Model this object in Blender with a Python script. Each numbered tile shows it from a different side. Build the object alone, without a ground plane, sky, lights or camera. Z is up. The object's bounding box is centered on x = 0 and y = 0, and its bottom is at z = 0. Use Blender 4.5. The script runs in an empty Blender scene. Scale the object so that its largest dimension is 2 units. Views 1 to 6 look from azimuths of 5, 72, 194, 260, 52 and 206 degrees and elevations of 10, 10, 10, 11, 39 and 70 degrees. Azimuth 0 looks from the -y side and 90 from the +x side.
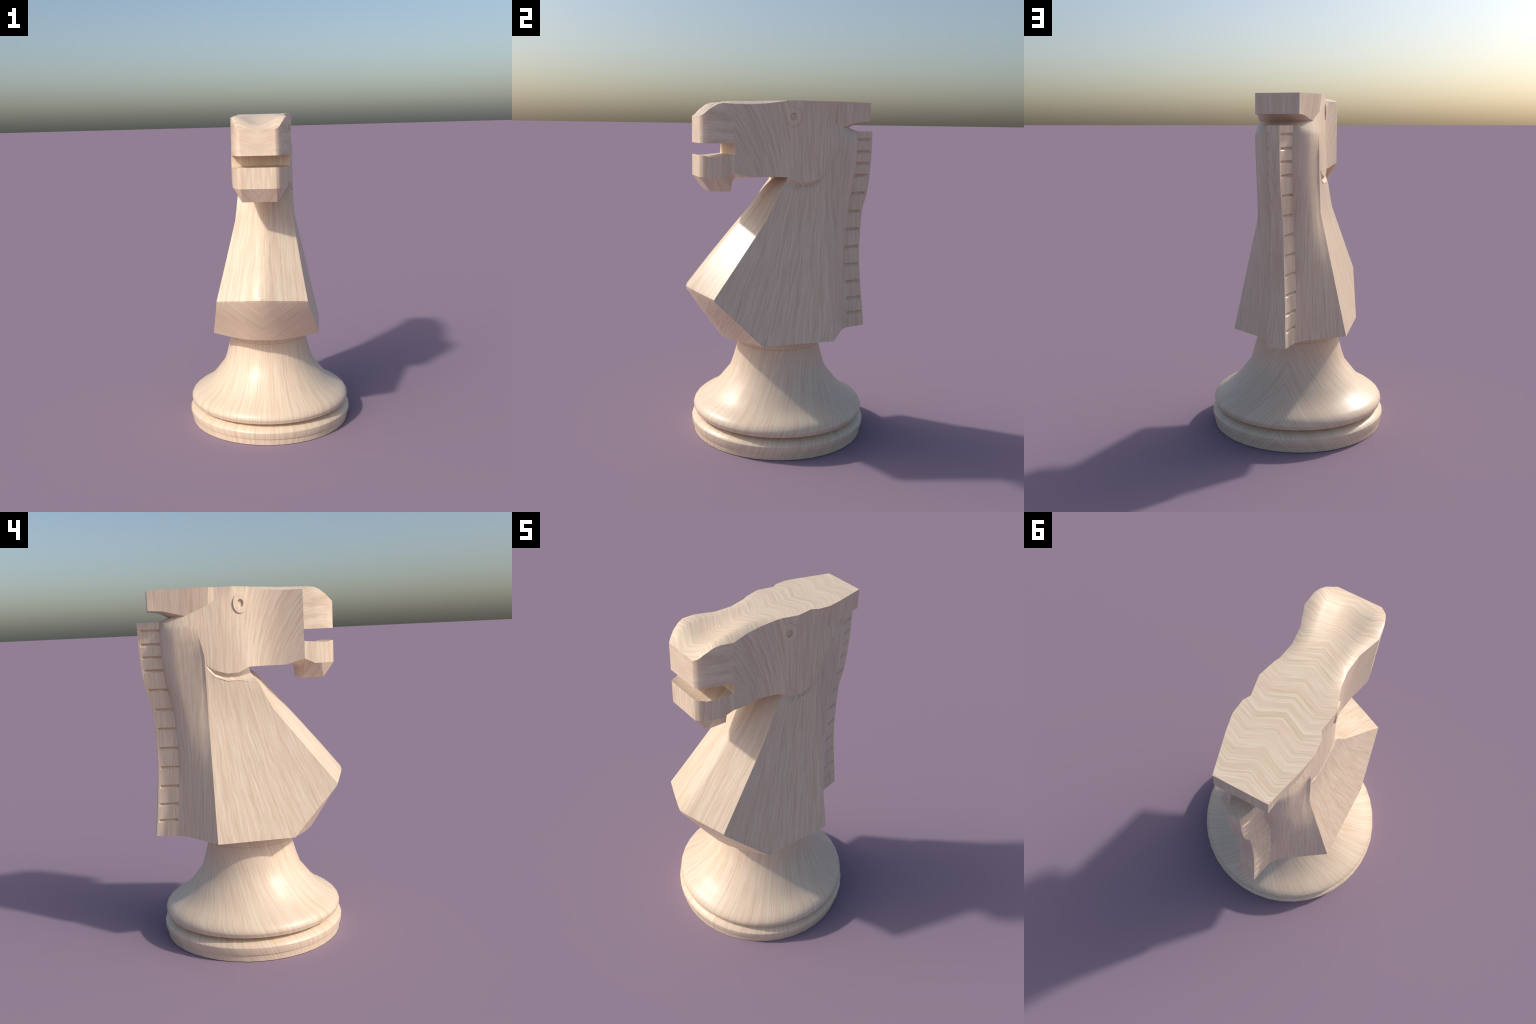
"""A pale wooden chess knight: turned base, faceted horse body, notched mane."""
import bpy, math
from mathutils import Vector

# ------------------------------------------------------------------ helpers
def lerp(a, b, t):
    return tuple(p + (q - p) * t for p, q in zip(a, b))

def along(poly, s):
    """Point on a polyline at parameter s in 0..len-1."""
    i = min(int(s), len(poly) - 2)
    return lerp(poly[i], poly[i + 1], s - i)

def table(rows, z):
    """Linear interpolation in a small table of (z, a, b), z falling."""
    for (z0, *p), (z1, *q) in zip(rows, rows[1:]):
        if z >= z1 - 1e-9:
            t = (z - z0) / (z1 - z0)
            return lerp(p, q, max(0.0, t))
    return tuple(rows[-1][1:])

# ------------------------------------------------------------------ materials
def wood(name, grain, fine=1.0, wave=1.0, rough=0.40):
    """Pale ash wood. grain(add) returns the sockets (across, along)."""
    m = bpy.data.materials.new(name)
    m.use_nodes = True
    nt = m.node_tree
    nt.nodes.clear()
    N, L = nt.nodes.new, nt.links.new

    class Calc:
        def __init__(self):
            tc = N("ShaderNodeTexCoord")
            sp = N("ShaderNodeSeparateXYZ")
            L(tc.outputs["Object"], sp.inputs[0])
            self.pos = tc.outputs["Object"]
            self.x, self.y, self.z = sp.outputs[:3]
            self.ax = self("ABSOLUTE", self.x)

        def __call__(self, op, a, b=None, c=None, clamp=False):
            n = N("ShaderNodeMath")
            n.operation = op
            n.use_clamp = clamp
            for i, v in enumerate((a, b, c)):
                if v is None:
                    continue
                if isinstance(v, (int, float)):
                    n.inputs[i].default_value = v
                else:
                    L(v, n.inputs[i])
            return n.outputs[0]

    c = Calc()
    across, lengthwise = grain(c)

    def noise(sx, sy, detail, rough_, dist=0.0, off=0.0, wob=None):
        cb = N("ShaderNodeCombineXYZ")
        a = across if wob is None else c("ADD", across, wob)
        L(c("MULTIPLY", a, sx), cb.inputs[0])
        L(c("MULTIPLY", lengthwise, sy), cb.inputs[1])
        cb.inputs[2].default_value = off
        n = N("ShaderNodeTexNoise")
        n.inputs["Scale"].default_value = 1.0
        n.inputs["Detail"].default_value = detail
        n.inputs["Roughness"].default_value = rough_
        n.inputs["Distortion"].default_value = dist
        L(cb.outputs[0], n.inputs["Vector"])
        return n.outputs["Fac"]

    drift = c("MULTIPLY", c("SUBTRACT", noise(9, 4.0, 2, 0.5, off=3.1), 0.5), 0.026 * wave)
    jit = c("MULTIPLY", c("SUBTRACT", noise(30, 22.0, 1, 0.5, off=8.1), 0.5), 0.005)
    wob = c("ADD", drift, jit)
    bands = noise(125 * fine, 4.0, 2, 0.55, off=0.3, wob=wob)
    lines = noise(410 * fine, 13.0, 2, 0.65, off=5.7, wob=wob)
    hue = noise(150 * fine, 3.0, 1, 0.5, off=11.3, wob=wob)
    fac = c("ADD", c("MULTIPLY", bands, 0.6), c("MULTIPLY", lines, 0.4))

    ramp = N("ShaderNodeValToRGB")
    cr = ramp.color_ramp
    cr.elements[0].position, cr.elements[1].position = 0.30, 0.70
    cr.elements[0].color = DARK
    cr.elements[1].color = PALE
    e = cr.elements.new(0.5)
    e.color = MID
    L(fac, ramp.inputs[0])
    tint = N("ShaderNodeValToRGB")
    tr = tint.color_ramp
    tr.elements[0].position, tr.elements[1].position = 0.38, 0.62
    tr.elements[0].color = (0.97, 1.0, 0.97, 1)
    tr.elements[1].color = (1.0, 0.965, 0.955, 1)
    L(hue, tint.inputs[0])
    mx = N("ShaderNodeMix")
    mx.data_type = "RGBA"
    mx.blend_type = "MULTIPLY"
    mx.inputs[0].default_value = 1.0
    L(ramp.outputs[0], mx.inputs[6])
    L(tint.outputs[0], mx.inputs[7])
    bs = N("ShaderNodeBsdfPrincipled")
    L(mx.outputs[2], bs.inputs["Base Color"])
    bs.inputs["Roughness"].default_value = rough
    bs.inputs["Specular IOR Level"].default_value = 0.5
    bump = N("ShaderNodeBump")
    bump.inputs["Strength"].default_value = 0.05
    bump.inputs["Distance"].default_value = 0.002
    L(lines, bump.inputs["Height"])
    L(bump.outputs[0], bs.inputs["Normal"])
    out = N("ShaderNodeOutputMaterial")
    L(bs.outputs[0], out.inputs[0])
    return m

DARK = (0.635, 0.474, 0.327, 1)
MID = (0.770, 0.604, 0.448, 1)
PALE = (0.872, 0.730, 0.570, 1)

def fan(c):                                    # 1 + k*(1.55 - z), grows down the neck
    return c("ADD", 1.0, c("MULTIPLY", c("MAXIMUM", c("SUBTRACT", 1.55, c.z), 0.0), 0.85))

def g_flank(c):                                # upright lines that spread towards the chest
    q = c("DIVIDE", c("SUBTRACT", c.y, 0.23), fan(c))
    return c("ADD", q, c("MULTIPLY", c.ax, 0.3)), c.z

def g_back(c):
    return c("MULTIPLY", c("SUBTRACT", c.ax, c.y), 0.75), c.z

def g_breast(c):
    q = c("DIVIDE", c.ax, fan(c))
    return q, c.z

def g_under(c):                                # chevrons on the cut-back lower breast
    return c("SUBTRACT", c.z, c("MULTIPLY", c.ax, 0.75)), c.ax

def g_crown(c):                                # chevrons across the flat crown
    kink = c("MULTIPLY", c("MAXIMUM", c("SUBTRACT", c.ax, 0.105), 0.0), 0.9)
    q = c("SUBTRACT", c.y, c("MULTIPLY", c.ax, 0.47))
    return c("ADD", q, kink), c.ax

def g_head(c):                                 # upright at the cheek, leaning to the nose
    lean = c("MULTIPLY", c("SUBTRACT", 0.07, c.y), 2.0, clamp=True)
    q = c("MULTIPLY", c("SUBTRACT", c.z, 1.57), c("MULTIPLY", lean, 0.62))
    return c("ADD", c.y, q), c.z

def g_muzzle(c):                               # broad wavy figure round the nose
    return c("MULTIPLY", c("SUBTRACT", c.z, c("MULTIPLY", c.ax, 0.25)), 0.55), c("ADD", c.ax, c.y)

def g_chin(c):
    return c("ADD", c("MULTIPLY", c.ax, 0.6), c("MULTIPLY", c.y, 0.6)), c.z

def g_cut(c):                                  # end cuts inside the mouth, under the ears
    return c("ADD", c.ax, c("MULTIPLY", c.y, 0.6)), c("ADD", c.z, c.y)

def g_turned(c):                               # lines run down the turned base
    phi = c("ABSOLUTE", c("ARCTAN2", c.x, c("MULTIPLY", c.y, -1.0)))
    q = c("MULTIPLY", phi, c("SUBTRACT", 1.0, c("MULTIPLY", c.z, 0.55)))
    return c("MULTIPLY", q, 0.33), c.z

MATS = {}
def build_materials():
    for key, g, fine, wave in (("flank", g_flank, 1.15, 1.0), ("back", g_back, 1.05, .6), ("breast", g_breast, 1.0, .8),
                               ("under", g_under, 1.0, .8), ("crown", g_crown, 1.0, 1.5), ("head", g_head, 1.0, .7),
                               ("muzzle", g_muzzle, 0.36, 2.2), ("chin", g_chin, 0.7, .7), ("cut", g_cut, 0.9, .8),
                               ("turned", g_turned, 1.5, .4)):
        MATS[key] = wood("pale_wood_" + key, g, fine, wave)

# ------------------------------------------------------------------ mesh patches
class Shell:
    """Half shell (x >= 0) made of patches; mirrored and welded afterwards."""
    def __init__(self):
        self.v, self.key, self.f, self.forced = [], {}, [], {}

    def crease(self, line, smooth=False):
        """Force hard (or soft) shading along a line of points."""
        for s in (1, -1):
            ids = [self.vert((x * s if abs(x) > 1e-6 else 0.0, y, z)) for x, y, z in line]
            for p in zip(ids, ids[1:]):
                self.forced[frozenset(p)] = smooth

    def vert(self, p):
        k = tuple(round(q, 5) for q in p)
        if k not in self.key:
            self.key[k] = len(self.v)
            self.v.append(k)
        return self.key[k]

    def face(self, pts, part, mat):
        for s in (1, -1):
            idx = []
            for x, y, z in pts:
                i = self.vert((x * s if abs(x) > 1e-6 else 0.0, y, z))
                if i not in idx:
                    idx.append(i)
            if len(idx) > 2:
                if s < 0:
                    idx.reverse()
                self.f.append((tuple(idx), part, mat))

    def grid(self, rows, part, mat):
        for a, b in zip(rows, rows[1:]):
            for i in range(len(a) - 1):
                self.face([a[i], a[i + 1], b[i + 1], b[i]], part, mat)

    def build(self, root, angle):
        import bmesh
        me = bpy.data.meshes.new("whole")
        me.from_pydata(self.v, [], [f[0] for f in self.f])
        bm = bmesh.new()
        bm.from_mesh(me)
        tag_p = bm.faces.layers.int.new("p")
        bm.faces.ensure_lookup_table()
        for i, f in enumerate(bm.faces):
            f[tag_p] = i
            f.smooth = True
        bmesh.ops.recalc_face_normals(bm, faces=bm.faces)
        for e in bm.edges:
            if len(e.link_faces) == 2:
                e.smooth = e.calc_face_angle(0) < math.radians(angle)
            else:
                e.smooth = False
        for e in bm.edges:
            k = frozenset(v.index for v in e.verts)
            if k in self.forced:
                e.smooth = self.forced[k]
        bm.to_mesh(me)
        bm.free()
        normals = [Vector(n.vector) for n in me.corner_normals]
        tags = [d.value for d in me.attributes["p"].data]
        parts = {}
        for poly in me.polygons:
            parts.setdefault(self.f[tags[poly.index]][1], []).append(poly)
        for part, polys in parts.items():
            remap, verts, faces, mats, nor = {}, [], [], [], []
            for poly in polys:
                fi = []
                for li in poly.loop_indices:
                    v = me.loops[li].vertex_index
                    if v not in remap:
                        remap[v] = len(verts)
                        verts.append(me.vertices[v].co[:])
                    fi.append(remap[v])
                    nor.append(normals[li])
                faces.append(fi)
                mats.append(self.f[tags[poly.index]][2])
            pm = bpy.data.meshes.new(part)
            pm.from_pydata(verts, [], faces)
            used = sorted(set(mats))
            for k in used:
                pm.materials.append(MATS[k])
            for poly, k in zip(pm.polygons, mats):
                poly.material_index = used.index(k)
                poly.use_smooth = True
            pm.normals_split_custom_set(nor)
            add(part, pm, root)
        bpy.data.meshes.remove(me)

def add(name, mesh, parent):
    ob = bpy.data.objects.new(name, mesh)
    bpy.context.scene.collection.objects.link(ob)
    ob.parent = parent
    return ob

# ------------------------------------------------------------------ horse body
# outline of the crown, seen from above, from ear tip to nose: (half width, y, z)
CROWN = [(.1195, .514, 1.997), (.166, .330, 1.998), (.180, .256, 1.9985), (.173, .188, 1.999), (.155, .157, 1.999),
         (.170, .063, 2.0), (.147, -.020, 1.998), (.137, -.047, 1.993), (.127, -.131, 1.981),
         (.136, -.222, 1.974), (.172, -.328, 1.973), (.162, -.397, 1.977), (.153, -.428, 1.968),
         (.140, -.466, 1.944), (.123, -.495, 1.917), (.104, -.514, 1.906)]
# height of the crown along its middle
RIDGE = [(.60, 1.998), (0.06, 2.0), (-.11, 1.995), (-.172, 1.989), (-.239, 1.977), (-.272, 1.968), (-.33, 1.947),
         (-.37, 1.936), (-.405, 1.932), (-.446, 1.930), (-.489, 1.914), (-.514, 1.906)]

# rolled rim of the hollow above the muzzle: row -> (half width, z)
CREST = {6: (.128, 1.999), 7: (.113, 1.998), 8: (.098, 1.9965), 9: (.104, 1.9915), 10: (.132, 1.9895), 11: (.142, 1.985),
         12: (.140, 1.973), 13: (.132, 1.945), 14: (.119, 1.9172)}

def crown_mid(y):
    for (y0, z0), (y1, z1) in zip(RIDGE, RIDGE[1:]):
        if y >= y1 - 1e-9:
            return z0 + (z1 - z0) * (y - y0) / (y1 - y0)
    return RIDGE[-1][1]

def flat_row(edge, n, y=None, z=None):
    """Straight row from the middle plane out to an edge point."""
    x, ey, ez = edge
    m = (0.0, ey if y is None else y, ez if z is None else z)
    return [lerp(m, edge, i / n) for i in range(n + 1)]

def build_horse(root):
    S = Shell()
    # --- crown
    rows = []
    for i, (x, y, z) in enumerate(CROWN):
        zc = crown_mid(y) if i else z
        kx, kz = CREST.get(i, (x * .86, zc + (z - zc) * .8))
        rows.append([(kx * t, y, zc + (kz - zc) * f) for t, f in ((0, 0), (.35, .16), (.7, .72), (1, 1))] + [(x, y, z)])
    S.grid(rows[:5], "ear", "crown")
    S.grid(rows[4:11], "head", "crown")
    S.grid(rows[10:], "muzzle", "crown")

    # --- ear slab
    b = [(.1195, .515, 1.889), (.129, .435, 1.884), (.152, .319, 1.854), (.156, .252, 1.883),
         (.164, .194, 1.906), (.165, .160, 1.932)]
    c = CROWN
    for quad in ((c[0], b[0], b[1]), (c[0], b[1], c[1]), (c[1], b[1], b[2]), (c[1], b[2], b[3], c[2]),
                 (c[2], b[3], b[4], c[3]), (c[3], b[4], b[5], c[4])):
        S.face(quad, "ear", "head")
    frac = (0, .42, .7, .87, 1)
    tail_top, tail_low = rows[0], [(.1195 * t, .515, 1.889) for t in frac]
    S.face([*reversed(tail_top), *tail_low], "ear", "cut")
    crease = [(0, .400, 1.852), (.05, .397, 1.852), (.097, .384, 1.852), (.125, .358, 1.853), b[2]]
    mid = [(0, .447, 1.877), (.05, .447, 1.877), (.092, .444, 1.879), (.113, .440, 1.881), b[1]]
    S.grid([tail_low, mid, crease], "ear", "cut")

    # --- back of the neck: columns mane root, inner, shoulder, hollow, rear ridge
    ROOT = [(1.830, .072, .455), (1.777, .072, .459), (1.640, .070, .457), (1.5, .066, .443), (1.357, .063, .411),
            (1.25, .067, .401), (1.14, .073, .398), (1.03, .076, .398), (.92, .080, .405), (.725, .081, .423), (.622, .080, .432)]
    INNER = [(1.830, .115, .430), (1.777, .119, .436), (1.640, .116, .432), (1.5, .110, .414), (1.33, .106, .388),
             (1.2, .112, .377), (1.0, .115, .367), (.622, .120, .377)]
    SHOULDER = [(1.830, .157, .362), (1.777, .163, .372), (1.640, .158, .373), (1.5, .155, .365), (1.33, .156, .345),
                (1.2, .167, .321), (1.0, .176, .320), (.622, .180, .337)]
    HOLLOW = [(1.830, .169, .290), (1.777, .172, .284), (1.70, .165, .258), (1.640, .161, .238), (1.5, .161, .240), (1.33, .170, .250),
              (1.2, .192, .257), (1.0, .226, .261), (.622, .260, .283)]
    REAR = [(1.830, .171, .262), (1.777, .174, .262), (1.640, .172, .229), (1.592, .172, .228), (1.5, .174, .227),
            (1.335, .182, .226), (.622, .340, .229)]
    top = [(0, .455, 1.830), (.036, .455, 1.830), (.072, .455, 1.830), (.115, .424, 1.816), (.157, .362, 1.803),
           (.169, .290, 1.80), (.171, .262, 1.80)]
    S.grid([crease, top[:5]], "neck", "back")
    S.face([b[2], top[4], top[5]], "neck", "flank")
    S.face([b[2], top[5], top[6], b[3]], "neck", "flank")
    zs = [1.777, 1.71, 1.64, 1.592, 1.5, 1.43, 1.335, 1.25, 1.14, 1.03, .92, .77, .622]
    back = [top]
    for z in zs:
        r = [table(t, z) + (z,) for t in (ROOT, INNER, SHOULDER, HOLLOW, REAR)]
        back.append([(0, r[0][1], z), (r[0][0] * .5, r[0][1], z)] + r)
    S.grid(back, "neck", "back")
    rear = {row[-1][2]: row[-1] for row in back}

    # --- side of the head: columns ordered from the rear ridge to the muzzle crease
    cheek = [(.167, -.014, 1.567), (.174, .042, 1.540), (.178, .108, 1.537), (.176, .172, 1.556), (.172, .228, 1.592)]
    cols = [
        [b[4], (.171, .195, 1.80), (.174, .196, 1.71), (.174, .192, 1.64), cheek[3]],
        [b[5], (.171, .150, 1.82), (.174, .145, 1.72), (.176, .135, 1.64), cheek[2]],
        [(.169, .063, 1.932), (.169, .060, 1.82), (.170, .055, 1.72), (.172, .048, 1.63), cheek[1]],
        [(.1485, -.020, 1.932), (.153, -.019, 1.82), (.158, -.017, 1.72), (.163, -.015, 1.64), cheek[0]]]
    S.face([b[3], top[6], cols[0][1], b[4]], "head", "head")
    S.face([top[6], rear[1.777], cols[0][2], cols[0][1]], "head", "head")
    S.face([rear[1.777], rear[1.71], cols[0][3], cols[0][2]], "head", "head")
    S.face([rear[1.71], rear[1.64], cols[0][3]], "head", "head")
    S.face([rear[1.64], rear[1.592], cheek[3], cols[0][3]], "head", "head")
    S.grid(cols[:3], "head", "head")
    S.grid([cols[2][1:], cols[3][1:]], "head", "head")
    S.face([c[4], b[5], cols[2][0], c[5]], "head", "head")
    socket(S, [c[5], c[6], cols[3][0], cols[3][1], cols[2][1], cols[2][0]])
    ts = (0, .16, .42, .62, .8, 1)
    lower = {7: (.146, -.047, 1.567), 8: (.128, -.140, 1.567), 9: (.141, -.230, 1.567)}
    front = [[c[6]] + cols[3]]
    for i in (7, 8, 9):
        front.append([lerp(c[i], lower[i], t) for t in ts])
    crease_m = [c[10], (.172, -.329, 1.90), (.173, -.330, 1.757), (.174, -.327, 1.740), (.174, -.330, 1.692), (.174, -.330, 1.597)]
    front.append(crease_m)
    S.grid(front, "head", "head")
    S.crease(crease_m)
    S.crease([row[-1] for row in back[1:]])
    for k in (3, 4, 5):
        S.crease([row[k] for row in back], smooth=True)
    S.crease([row[3] for row in rows[5:]], smooth=True)
    S.crease(b[1:])
    S.crease([c[3], b[4]])
    S.crease([c[4], b[5]])

    # --- muzzle: upper lip, mouth, lower jaw
    plan = [(.174, -.330), (.163, -.392), (.153, -.430), (.140, -.466), (.123, -.495), (.104, -.514)]
    def loop(z, first=None):
        pts = [(x, y, z) for x, y in plan]
        if first:
            pts[0] = first
        return pts
    up_low = loop(1.757, crease_m[2])
    up_mid = [lerp(c[10 + i], up_low[i], .34) for i in range(6)]
    up_mid[0] = crease_m[1]
    nose = [[p[-1], (p[-1][0] / 2, p[-1][1], p[-1][2]), (0, p[-1][1], p[-1][2])] for p in (c, up_mid, up_low)]
    # match the crown row at the nose
    S.grid([c[10:], up_mid, up_low], "muzzle", "muzzle")
    n_top = list(reversed(rows[15]))
    n_top.insert(1, (.099, n_top[0][1], n_top[0][2]))
    n_mid = [(x, nose[1][0][1], nose[1][0][2]) for x, _, _ in n_top]
    n_low = [(x, nose[2][0][1], nose[2][0][2]) for x, _, _ in n_top]
    S.grid([n_top, n_mid, n_low], "muzzle", "muzzle")
    roof = [flat_row(p, 4) for p in up_low[:-1]] + [[q for q in reversed(n_low) if abs(q[0] - .099) > 1e-6]]
    S.grid(roof, "muzzle", "cut")
    wall = [flat_row(p, 4) for p in (crease_m[2], crease_m[3], crease_m[4])]
    S.grid(wall, "muzzle", "cut")
    jaw_top = [(x, y, z) for (x, y), z in zip(plan, (1.692, 1.687, 1.683, 1.682, 1.688, 1.690))]
    jaw_low = loop(1.568, crease_m[5])
    floor = [flat_row(p, 4) for p in jaw_top]
    for r in floor[1:-1]:
        r[:4] = [(x, y, z - .005) for x, y, z in r[:4]]
    S.grid(floor, "jaw", "cut")
    S.grid([jaw_top, jaw_low], "jaw", "chin")
    jt, jl = [list(reversed(r[:4] + [(.099, r[0][1], r[0][2])] + r[4:])) for r in (floor[-1], flat_row(jaw_low[-1], 4))]
    S.grid([jt, jl], "jaw", "chin")
    cf, cb = (.103, -.453, 1.486), (.106, -.333, 1.485)
    cbt, cbr = (.110, -.328, 1.548), (.126, -.304, 1.567)
    f_low = [(x / .104 * .103, -.453, 1.486) for x, _, _ in jl]
    S.grid([jl, f_low], "jaw", "chin")
    for i in (5, 4, 3):
        S.face([jaw_low[i], jaw_low[i - 1], cf], "jaw", "chin")
    S.face([jaw_low[2], jaw_low[1], cb, cf], "jaw", "chin")
    S.face([jaw_low[1], jaw_low[0], cbt, cb], "jaw", "chin")
    S.face([jaw_low[0], lower[9], cbr, cbt], "jaw", "chin")
    back_low = flat_row(cb, 4)
    S.grid([[q for k, q in enumerate(reversed(f_low)) if k != 4], back_low], "jaw", "cut")
    S.grid([back_low, flat_row(cbt, 4), flat_row(cbr, 4)], "jaw", "cut")
    S.crease([c[15], up_mid[5], up_low[5]], smooth=True)
    S.crease([jaw_top[5], jaw_low[5]], smooth=True)
    S.crease(jaw_low + jl[1:])
    S.crease([jaw_low[2], cf, cb])
    S.crease([jaw_low[0], lower[9]])
    # underside of the head
    throat = [(0, -.015, 1.567), (.033, -.010, 1.567), (.065, -.002, 1.567), (.110, .006, 1.567), cheek[0]]
    under = [flat_row(cbr, 4)]
    under[0] = [*under[0][:4], cbr]
    S.face([cbr, lower[9], lower[8]], "head", "cut")
    r8 = flat_row(lower[8], 4)
    S.grid([under[0], r8, flat_row(lower[7], 4, y=-.075), throat], "head", "cut")

    # --- cheek groove
    inner = [(.160, -.024, 1.534), (.158, .045, 1.516), (.160, .113, 1.516), (.163, .175, 1.538), cheek[4]]
    lip = [(.167, -.043, 1.507), (.174, .045, 1.497), (.176, .111, 1.497), (.175, .172, 1.520), (.173, .209, 1.560), cheek[4]]
    S.grid([cheek, inner], "head", "cut")
    S.grid([inner[:4], lip[:4]], "neck", "cut")
    S.face([inner[3], cheek[4], lip[4], lip[3]], "neck", "cut")

    for line in (cheek, inner, lip):
        S.crease(line)

    # --- breast: middle line and side edge of the front of the neck
    def keel(z):
        bend = max(0.0, z - 1.50)
        return -.239 + (z - 1.336) / 1.19 + .2 * bend + 2.2 * bend * bend - .005 * math.sin(math.pi * min(1.0, max(0.0, (z - .94) / .42)))
    edge = [(.167, -.014, 1.567), inner[0], lip[0], (.172, -.066, 1.475), (.1765, -.097, 1.41), (.184, -.135, 1.335),
            (.204, -.211, 1.235), (.2385, -.341, 1.065), (.271, -.464, .906), (.2735, -.471, .895), (.2745, -.468, .884)]
    heart = [(0, keel(z), z) for z in (1.567, 1.534, 1.507, 1.478, 1.42, 1.348, 1.255, 1.09, .942)] + [(0, -.5765, .923), (0, -.571, .906)]
    us = (0, .19, .39, .66, 1)
    rows_f = []
    for e, h in zip(edge, heart):
        row = [lerp(h, e, u) for u in us]
        d = (e[1] - h[1])
        row[1] = (row[1][0], row[1][1] - .03 * d, row[1][2])
        k = max(0.0, (h[2] - 1.47) / .1)
        bulge = .028 * d * min(1.0, max(0.0, (1.5 - h[2]) / .1))
        row[2] = (row[2][0], row[2][1] + .013 * k - bulge, row[2][2])
        row[3] = (row[3][0], row[3][1] + .024 * k - bulge, row[3][2])
        rows_f.append(row)
    rows_f[0] = throat
    S.grid(rows_f, "neck", "breast")
    S.crease(heart[2:9], smooth=True)
    S.crease(rows_f[9])
    # --- lower breast and foot of the neck
    foot = [(0, -.370, .622), (.066, -.370, .622), (.132, -.347, .622), (.222, -.291, .622), (.336, -.203, .622)]
    half = [lerp(p, q, .5) for p, q in zip(rows_f[-1], foot)]
    half = [(x, y - .7 * k, z - .6 * k) for (x, y, z), k in zip(half, (.003, .005, .006, .004, 0))]
    S.grid([rows_f[-1], half, foot], "neck", "under")
    # --- flank
    ts = (0, .15, .42, .66, .88, 1)
    flank = [lip]
    ed = [edge[3], edge[4], edge[5], edge[6], edge[7], edge[8], edge[9], edge[10], half[-1], foot[-1]]
    zr = [1.53, 1.43, 1.335, 1.235, 1.065, .906, .895, .884, .753, .622]
    for p, z in zip(ed, zr):
        q = table(REAR, z) + (z,)
        dish = .008 * min(1.0, max(0.0, (1.45 - z) / .35)) * min(1.0, max(0.0, (z - .63) / .28))
        row = [lerp(p, q, t) for t in ts]
        flank.append([(x - dish * math.sin(math.pi * t) if 0 < t < 1 else x, y, zz) for (x, y, zz), t in zip(row, ts)])
    S.grid(flank, "neck", "flank")
    # --- flat underside
    sole_out = foot + flank[-1][1:-1] + [(.340, .229, .622)] + [back[-1][i] for i in (5, 4, 3, 2)] + [(0, .432, .622)]
    for p, q in zip(sole_out, sole_out[1:]):
        S.face([p, q, (0, q[1], .622), (0, p[1], .622)], "neck", "cut")
    S.build(root, 38)

# ------------------------------------------------------------------ mane
def build_mane(root):
    """Ridge of hair down the back of the neck with a V notch cut for every lock."""
    S = Shell()
    root_line = [(1.830, .072, .455), (1.792, .073, .459), (1.719, .071, .458), (1.649, .070, .457), (1.576, .067, .451),
                 (1.468, .066, .438), (1.357, .063, .411), (1.25, .067, .401), (1.14, .073, .398), (1.03, .076, .398),
                 (.92, .080, .405), (.82, .080, .415), (.725, .081, .423), (.622, .081, .432)]
    crest = [(1.830, .027, .576), (1.686, .028, .5755), (1.537, .029, .566), (1.438, .030, .549), (1.358, .030, .524),
             (1.234, .034, .5145), (1.119, .037, .511), (1.0, .040, .514), (.883, .045, .524), (.718, .051, .541), (.622, .055, .550)]
    notches = [1.792, 1.719, 1.649, 1.576, 1.468, 1.357, 1.248, 1.139, 1.030, .922, .818, .725]
    tall, deep = .021, .013
    levels = [(1.830, 0)]
    for z in notches:
        levels += [(z, 0), (z - tall * .4, 1), (z - tall, 2)]
    levels.append((.622, 0))
    prev = None
    for z, kind in levels:
        f = table(root_line, z) + (z,)
        r = table(crest, z) + (z - (.006 if kind or z in notches else 0) * max(0, (1.5 - z)),)
        t = (.0, .085, 1.0)
        line = [lerp(r, f, k) for k in t]
        n = Vector((f[1] - r[1], r[0] - f[0], 0)).normalized()
        if n.x > 0:
            n = -n
        cut = [tuple(Vector(p) + n * deep) for p in (lerp(r, f, .15), f)] if kind == 1 else None
        hide = [(max(f[0] - .022, .02), f[1] - .03, z), (0, f[1] - .03, z)]
        row = dict(mid=(0, r[1], r[2]), line=line, cut=cut, hide=hide)
        if prev:
            a, d = prev, row
            S.face([a["mid"], a["line"][0], d["line"][0], d["mid"]], "mane", "back")
            if a["cut"] is None and d["cut"] is None:
                S.grid([a["line"], d["line"]], "mane", "back")
            else:
                S.face([a["line"][0], a["line"][1], d["line"][1], d["line"][0]], "mane", "back")
                flat, notch = (a, d) if d["cut"] else (d, a)
                fl, nl, cu = flat["line"], notch["line"], notch["cut"]
                S.face([fl[1], fl[2], cu[1], cu[0]], "mane", "cut")
                S.face([fl[1], cu[0], nl[1]], "mane", "cut")
                S.face([fl[2], cu[1], nl[2]], "mane", "cut")
            S.face([a["line"][2], a["hide"][0], d["hide"][0], d["line"][2]], "mane", "back")
        else:
            S.face([row["mid"], *row["line"], *hide], "mane", "back")
        prev = row
    S.face([prev["mid"], *prev["line"], *prev["hide"]], "mane", "cut")
    S.build(root, 30)

# ------------------------------------------------------------------ eyes
EYE_Y, EYE_Z, EYE_RY, EYE_RZ = .019, 1.910, .0435, .0525

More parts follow.
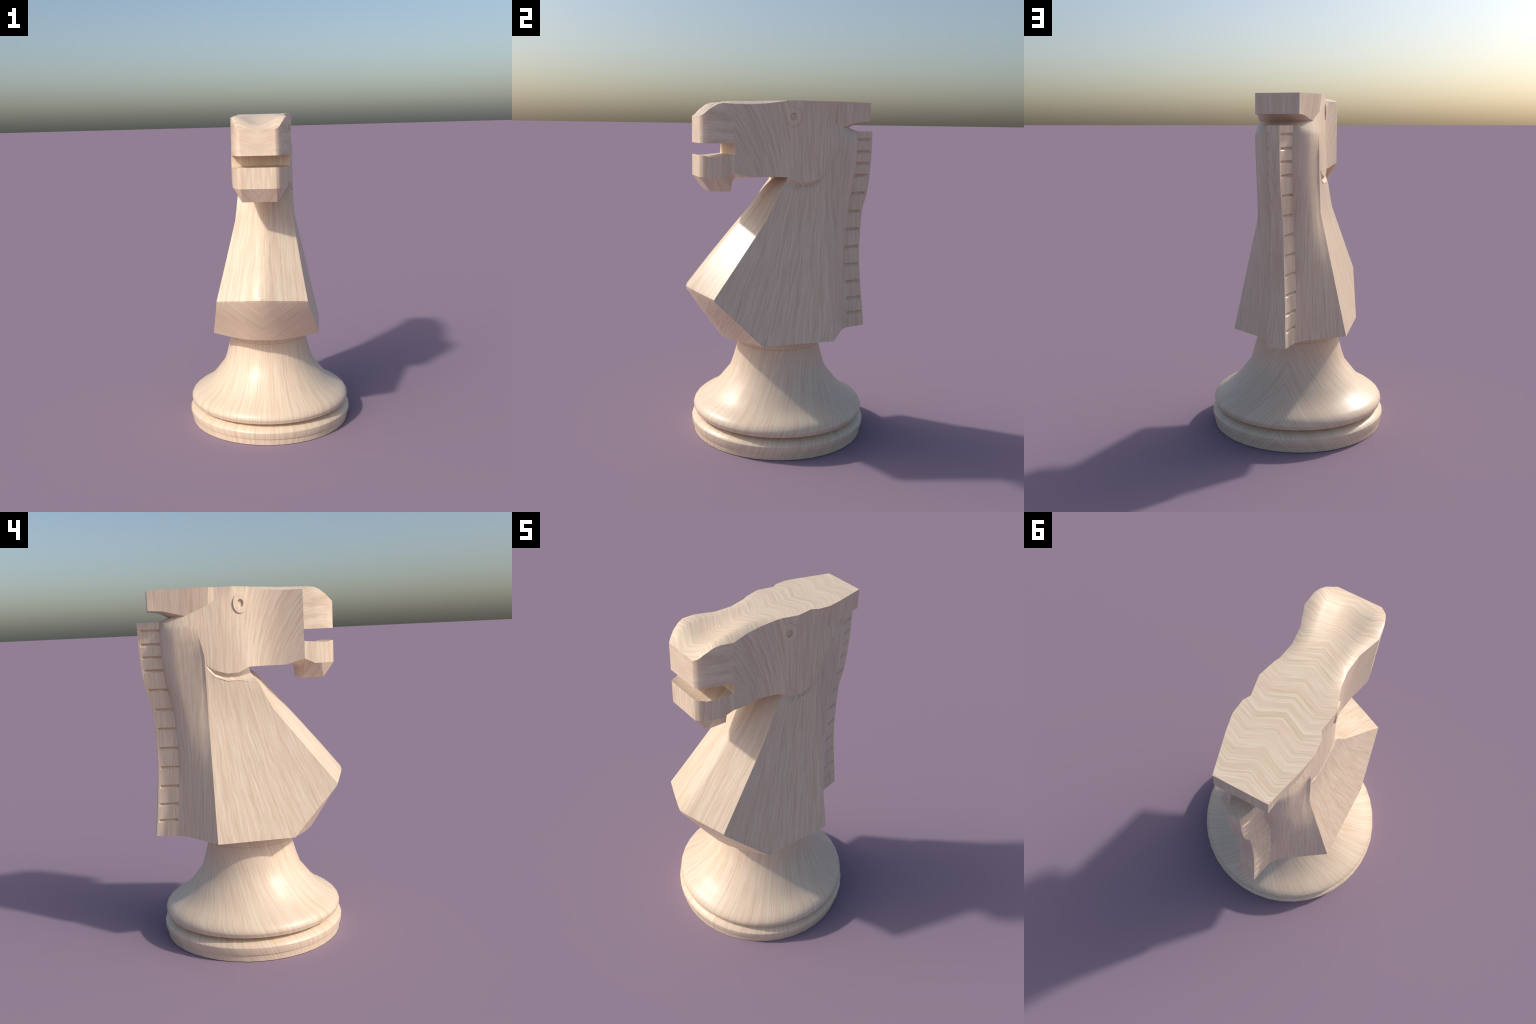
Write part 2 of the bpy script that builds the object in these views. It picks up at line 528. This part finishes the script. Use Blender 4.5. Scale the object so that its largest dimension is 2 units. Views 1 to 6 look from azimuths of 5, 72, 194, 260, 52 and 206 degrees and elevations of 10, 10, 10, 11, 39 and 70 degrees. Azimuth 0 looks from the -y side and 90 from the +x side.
def socket(S, rim):
    """Side of the head round the eye, left open where the pupil is sunk."""
    n = 40
    dirs = [(math.cos(a), math.sin(a)) for a in (2 * math.pi * k / n for k in range(n))]
    for p in rim:
        d = Vector((p[1] - EYE_Y, p[2] - EYE_Z)).normalized()
        dirs.append((d.x, d.y))
    dirs.sort(key=lambda d: math.atan2(d[1], d[0]))
    outer, inner = [], []
    for dy, dz in dirs:
        best = None
        for p, q in zip(rim, rim[1:] + rim[:1]):
            py, pz, ey, ez = p[1] - EYE_Y, p[2] - EYE_Z, q[1] - p[1], q[2] - p[2]
            den = dy * ez - dz * ey
            if abs(den) < 1e-12:
                continue
            t = (py * ez - pz * ey) / den
            u = (py * dz - pz * dy) / den
            if t > 0 and -1e-6 <= u <= 1 + 1e-6 and (best is None or t < best[0]):
                best = (t, lerp(p, q, min(1, max(0, u))))
        outer.append(best[1])
        r = .5 / math.hypot(dy / EYE_RY, dz / EYE_RZ)
        y, z = EYE_Y + dy * r, EYE_Z + dz * r
        inner.append((.1585 + (y - EYE_Y) * .26, y, z))
    for i in range(len(dirs)):
        j = (i + 1) % len(dirs)
        S.face([outer[i], outer[j], inner[j], inner[i]], "head", "head")

def build_eyes(root):
    prof = [(1.0, -.012), (1.0, .0065), (.985, .0075), (.44, .0075), (.41, .0065), (.41, -.004), (0, -.004)]
    n = 28
    for side in (1, -1):
        nx, ny = .9637, -.267
        ctr = Vector((.1575 * side, .019, 1.910))
        out, fwd = Vector((nx * side, ny, 0)), Vector((-ny * side, nx, 0))
        verts, faces = [], []
        for r, h in prof[:-1]:
            for k in range(n):
                a = 2 * math.pi * k / n
                verts.append((ctr + out * h + fwd * (r * .0435 * math.cos(a)) + Vector((0, 0, r * .0525 * math.sin(a))))[:])
        for i in range(len(prof) - 2):
            for k in range(n):
                q = [i * n + k, i * n + (k + 1) % n, (i + 1) * n + (k + 1) % n, (i + 1) * n + k]
                faces.append(q if side > 0 else q[::-1])
        last = [(len(prof) - 2) * n + k for k in range(n)]
        faces.append(last if side > 0 else last[::-1])
        me = bpy.data.meshes.new("eye")
        me.from_pydata(verts, [], faces)
        me.materials.append(MATS["head"])
        finish(me, 30)
        add("eye", me, root)

def finish(me, angle, hard=()):
    import bmesh
    bm = bmesh.new()
    bm.from_mesh(me)
    bmesh.ops.recalc_face_normals(bm, faces=bm.faces)
    for f in bm.faces:
        f.smooth = True
    for e in bm.edges:
        e.smooth = len(e.link_faces) == 2 and e.calc_face_angle(0) < math.radians(angle)
        if frozenset(v.index for v in e.verts) in hard:
            e.smooth = False
    bm.to_mesh(me)
    bm.free()

# ------------------------------------------------------------------ turned base
def lathe(name, prof, root, seg=40, angle=50, mat="turned", hard=()):
    verts, faces = [], []
    for r, z in prof:
        for k in range(seg):
            a = 2 * math.pi * (k + .5) / seg
            verts.append((r * math.sin(a), -r * math.cos(a), z))
    for i in range(len(prof) - 1):
        for k in range(seg):
            faces.append((i * seg + k, i * seg + (k + 1) % seg, (i + 1) * seg + (k + 1) % seg, (i + 1) * seg + k))
    faces.append(tuple(reversed(range(seg))))
    faces.append(tuple((len(prof) - 1) * seg + k for k in range(seg)))
    me = bpy.data.meshes.new(name)
    me.from_pydata(verts, [], faces)
    me.materials.append(MATS[mat])
    finish(me, angle, {frozenset((i * seg + k, i * seg + (k + 1) % seg)) for i in hard for k in range(seg)})
    return add(name, me, root)

def build_base(root):
    lathe("foot_ring", [(.519, 0), (.5225, .0365), (.5265, .0385), (.5325, .060), (.5325, .080), (.5305, .0845), (.512, .0975), (.492, .109),
                        (.466, .114)], root, hard=(1, 2, 4))
    lathe("pedestal", [(.466, .114), (.468, .123), (.5145, .1325), (.5218, .154), (.5222, .159), (.519, .169), (.511, .182), (.490, .199),
                       (.452, .219), (.41, .248), (.37, .288), (.335, .333), (.297, .381), (.277, .44), (.2515, .533),
                       (.2485, .556), (.2455, .558), (.2425, .605), (.240, .6225)], root, hard=(1, 2, 3, 15, 16))

# ------------------------------------------------------------------ assemble
build_materials()
knight = bpy.data.objects.new("chess_knight", None)
bpy.context.scene.collection.objects.link(knight)
knight["label"] = "pale wooden chess knight, faceted horse head on round turned base"
knight["category"] = "chess piece"
build_horse(knight)
build_mane(knight)
build_eyes(knight)
build_base(knight)
